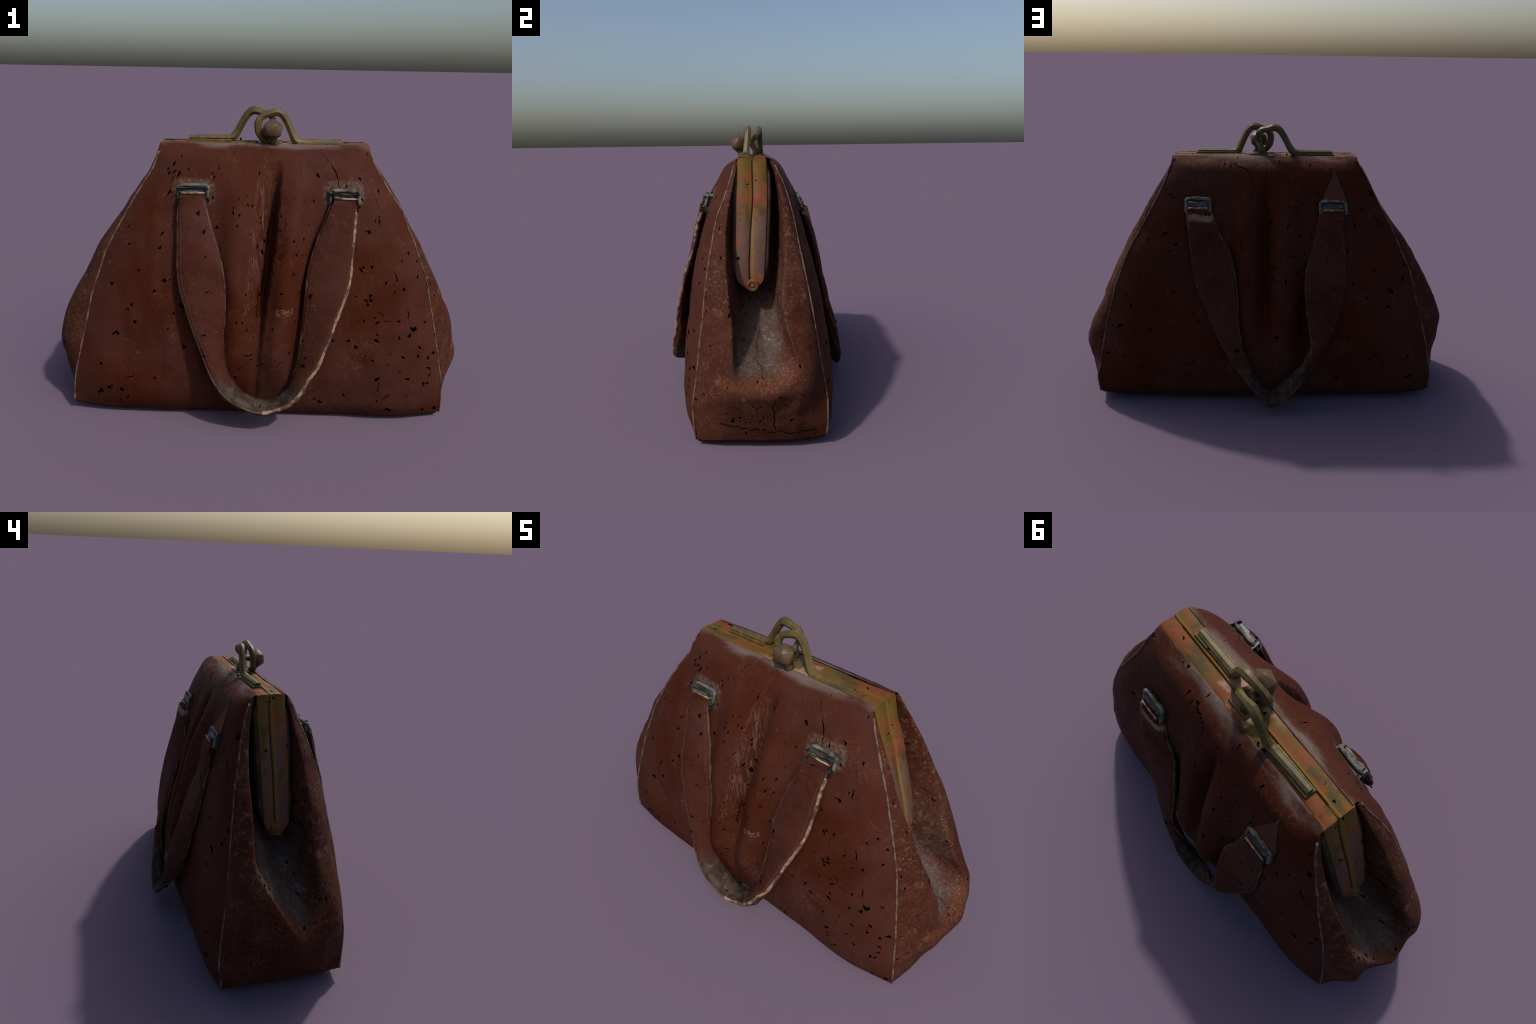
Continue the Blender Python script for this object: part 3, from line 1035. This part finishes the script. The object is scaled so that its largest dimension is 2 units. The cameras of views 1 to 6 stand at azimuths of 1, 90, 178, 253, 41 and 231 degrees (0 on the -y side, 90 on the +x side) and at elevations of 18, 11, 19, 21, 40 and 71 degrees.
# ------------------------------------------------------------------ clasp
def rod(name, pts, radii, squash, sides=7):
    P, R, S = [], [], []
    per = 2
    fine = catmull(pts, per)
    for i in range(len(fine)):
        k = i / per
        a = int(min(k, len(pts) - 2))
        t = k - a
        R.append(lerp(radii[a], radii[a + 1], t))
        S.append(lerp(squash[a], squash[a + 1], t))
    v, f = tube(fine, R, sides, S)
    o = make(name, v, f, BRASS)
    sharpen(o, 35)
    return o


rod("clasp_rod",
    [(.365, -.046, 1.281), (.260, -.046, 1.281), (.182, -.046, 1.280), (.155, -.046, 1.285), (.140, -.044, 1.310), (.118, -.040, 1.358), (.094, -.037, 1.397), (.068, -.037, 1.412),
     (.028, -.042, 1.402), (-.004, -.047, 1.388), (-.018, -.052, 1.362), (-.014, -.056, 1.322), (.004, -.058, 1.292), (.030, -.058, 1.276)],
    [.017, .018, .019, .021, .018, .017, .018, .020, .016, .016, .017, .017, .014, .011],
    [.7, .7, .8, 1, 1, 1, 1, 1, 1, 1, 1.1, 1.1, 1, 1])
rod("clasp_rod",
    [(-.340, .016, 1.286), (-.240, .018, 1.287), (-.158, .022, 1.287), (-.130, .026, 1.294), (-.110, .026, 1.325), (-.088, .025, 1.366), (-.066, .023, 1.397), (-.040, .020, 1.413),
     (-.004, .020, 1.404), (.028, .018, 1.398), (.046, .010, 1.380), (.050, -.012, 1.356), (.050, -.035, 1.345)],
    [.016, .017, .018, .020, .017, .017, .018, .020, .016, .016, .015, .012, .011],
    [.7, .7, .8, 1, 1, 1, 1, 1, 1, 1, 1, 1, 1])

# faceted knob in front of the arches, on a short stem
bm = bmesh.new()
bmesh.ops.create_icosphere(bm, subdivisions=1, radius=1)
for v in bm.verts:
    c = v.co
    v.co = Vector((.046, -.090, 1.337)) + Vector((c.x * .054, c.y * .045, c.z * .052)) * (1 + .07 * nz(*c, 1.7))
bmesh.ops.bevel(bm, geom=bm.edges[:], offset=.0025, segments=1, affect="EDGES")
me = bpy.data.meshes.new("clasp_knob")
bm.to_mesh(me); bm.free()
me.materials.append(KNOB)
me.polygons.foreach_set("use_smooth", [True] * len(me.polygons))
knob = bpy.data.objects.new("clasp_knob", me)
bpy.context.scene.collection.objects.link(knob)
knob.parent = ROOT
sharpen(knob, 44)
v, f = tube([Vector((.052, -.085, 1.300)), Vector((.054, -.075, 1.283)), Vector((.058, -.068, 1.268))], [.016, .017, .024], 8)
make("clasp_stem", v, f, BRASS)
v, f = tube([Vector((.046, -.060, 1.340)), Vector((.047, -.02, 1.338)), Vector((.030, .004, 1.300)), Vector((.026, .006, 1.268))], [.018, .015, .016, .022], 8)
make("clasp_stem", v, f, BRASS)
# flat foot plates under the rods
X, Y, Z = Vector((1, 0, 0)), Vector((0, 1, 0)), Vector((0, 0, 1))
block("clasp_plate", (.265, -.046, 1.274), X, Y, Z, (.215, .048, .012), BRASS, .003, dent=.003, cuts=3)
block("clasp_plate", (-.245, .018, 1.275), X, Y, Z, (.205, .046, .014), BRASS, .003, dent=.003, cuts=3)
block("clasp_plate", (.045, -.010, 1.272), X, Y, Z, (.100, .085, .012), BRASS, .004, dent=.004, cuts=2)

# ------------------------------------------------------------------ black triangles added on straps, frame and loops for the scan's missing faces
def scan_marks_on(objs, count, size, rng):
    verts, faces = [], []
    for o in objs:
        me = o.data
        polys = [p for p in me.polygons if p.area > 2e-6 and (abs(p.normal.y) > .5 or p.normal.z > .5 or abs(p.normal.x) > .5)]
        w = [p.area for p in polys]
        for p in rng.choices(polys, w, k=count):
            n = p.normal
            t = n.orthogonal().normalized()
            b = n.cross(t)
            a0 = rng.uniform(0, 6.28)
            L = size * rng.uniform(.5, 1.4)
            W = L * rng.uniform(.15, .8)
            pts = [(0, 0), (L, rng.uniform(-.3, .3) * L), (rng.uniform(.2, .9) * L, W)]
            base = len(verts)
            for lift in (.0012, -.004):
                for x, y in pts:
                    q = t * (x * math.cos(a0) - y * math.sin(a0)) + b * (x * math.sin(a0) + y * math.cos(a0))
                    verts.append(p.center + q + n * lift)
            k = base
            faces += [(k, k+1, k+2), (k+3, k+5, k+4), (k, k+3, k+4, k+1), (k+1, k+4, k+5, k+2), (k+2, k+5, k+3, k)]
    return verts, faces


mark_rng = random.Random(21)
by = lambda *names: [o for o in bpy.data.objects if o.type == "MESH" and o.name.split(".")[0] in names]
va, fa = scan_marks_on(by("handle"), 26, .022, mark_rng)
for objs, c, sz in ((by("frame_arm"), 7, .022), (by("frame_rail"), 16, .020), (by("strap_loop"), 2, .012), (by("clasp_plate"), 4, .014)):
    v, f = scan_marks_on(objs, c, sz, mark_rng)
    o = len(va)
    va += v
    fa += [tuple(o + q for q in ff) for ff in f]
make("black_scan_mark", va, fa, HOLE_BLACK, smooth=False, kind="stuff")

# ------------------------------------------------------------------ lighter triangle on the back, a scan fault built as a thin plate
tri = [(-.343, 1.215), (-.278, 1.075), (-.402, 1.075)]
verts = []
for off in (.006, -.004):
    for x, z in tri:
        xl, xr = SEAM["back", -1](z)[0], SEAM["back", 1](z)[0]
        p = panel_point("back", (x - xl) / (xr - xl), z)
        verts.append(p + Vector((0, off + (.004 if z < 1.1 else 0), 0)))
make("scan_triangle", verts, [(0, 1, 2), (3, 5, 4), (0, 3, 4, 1), (1, 4, 5, 2), (2, 5, 3, 0)], SCAN_TRI, smooth=False)
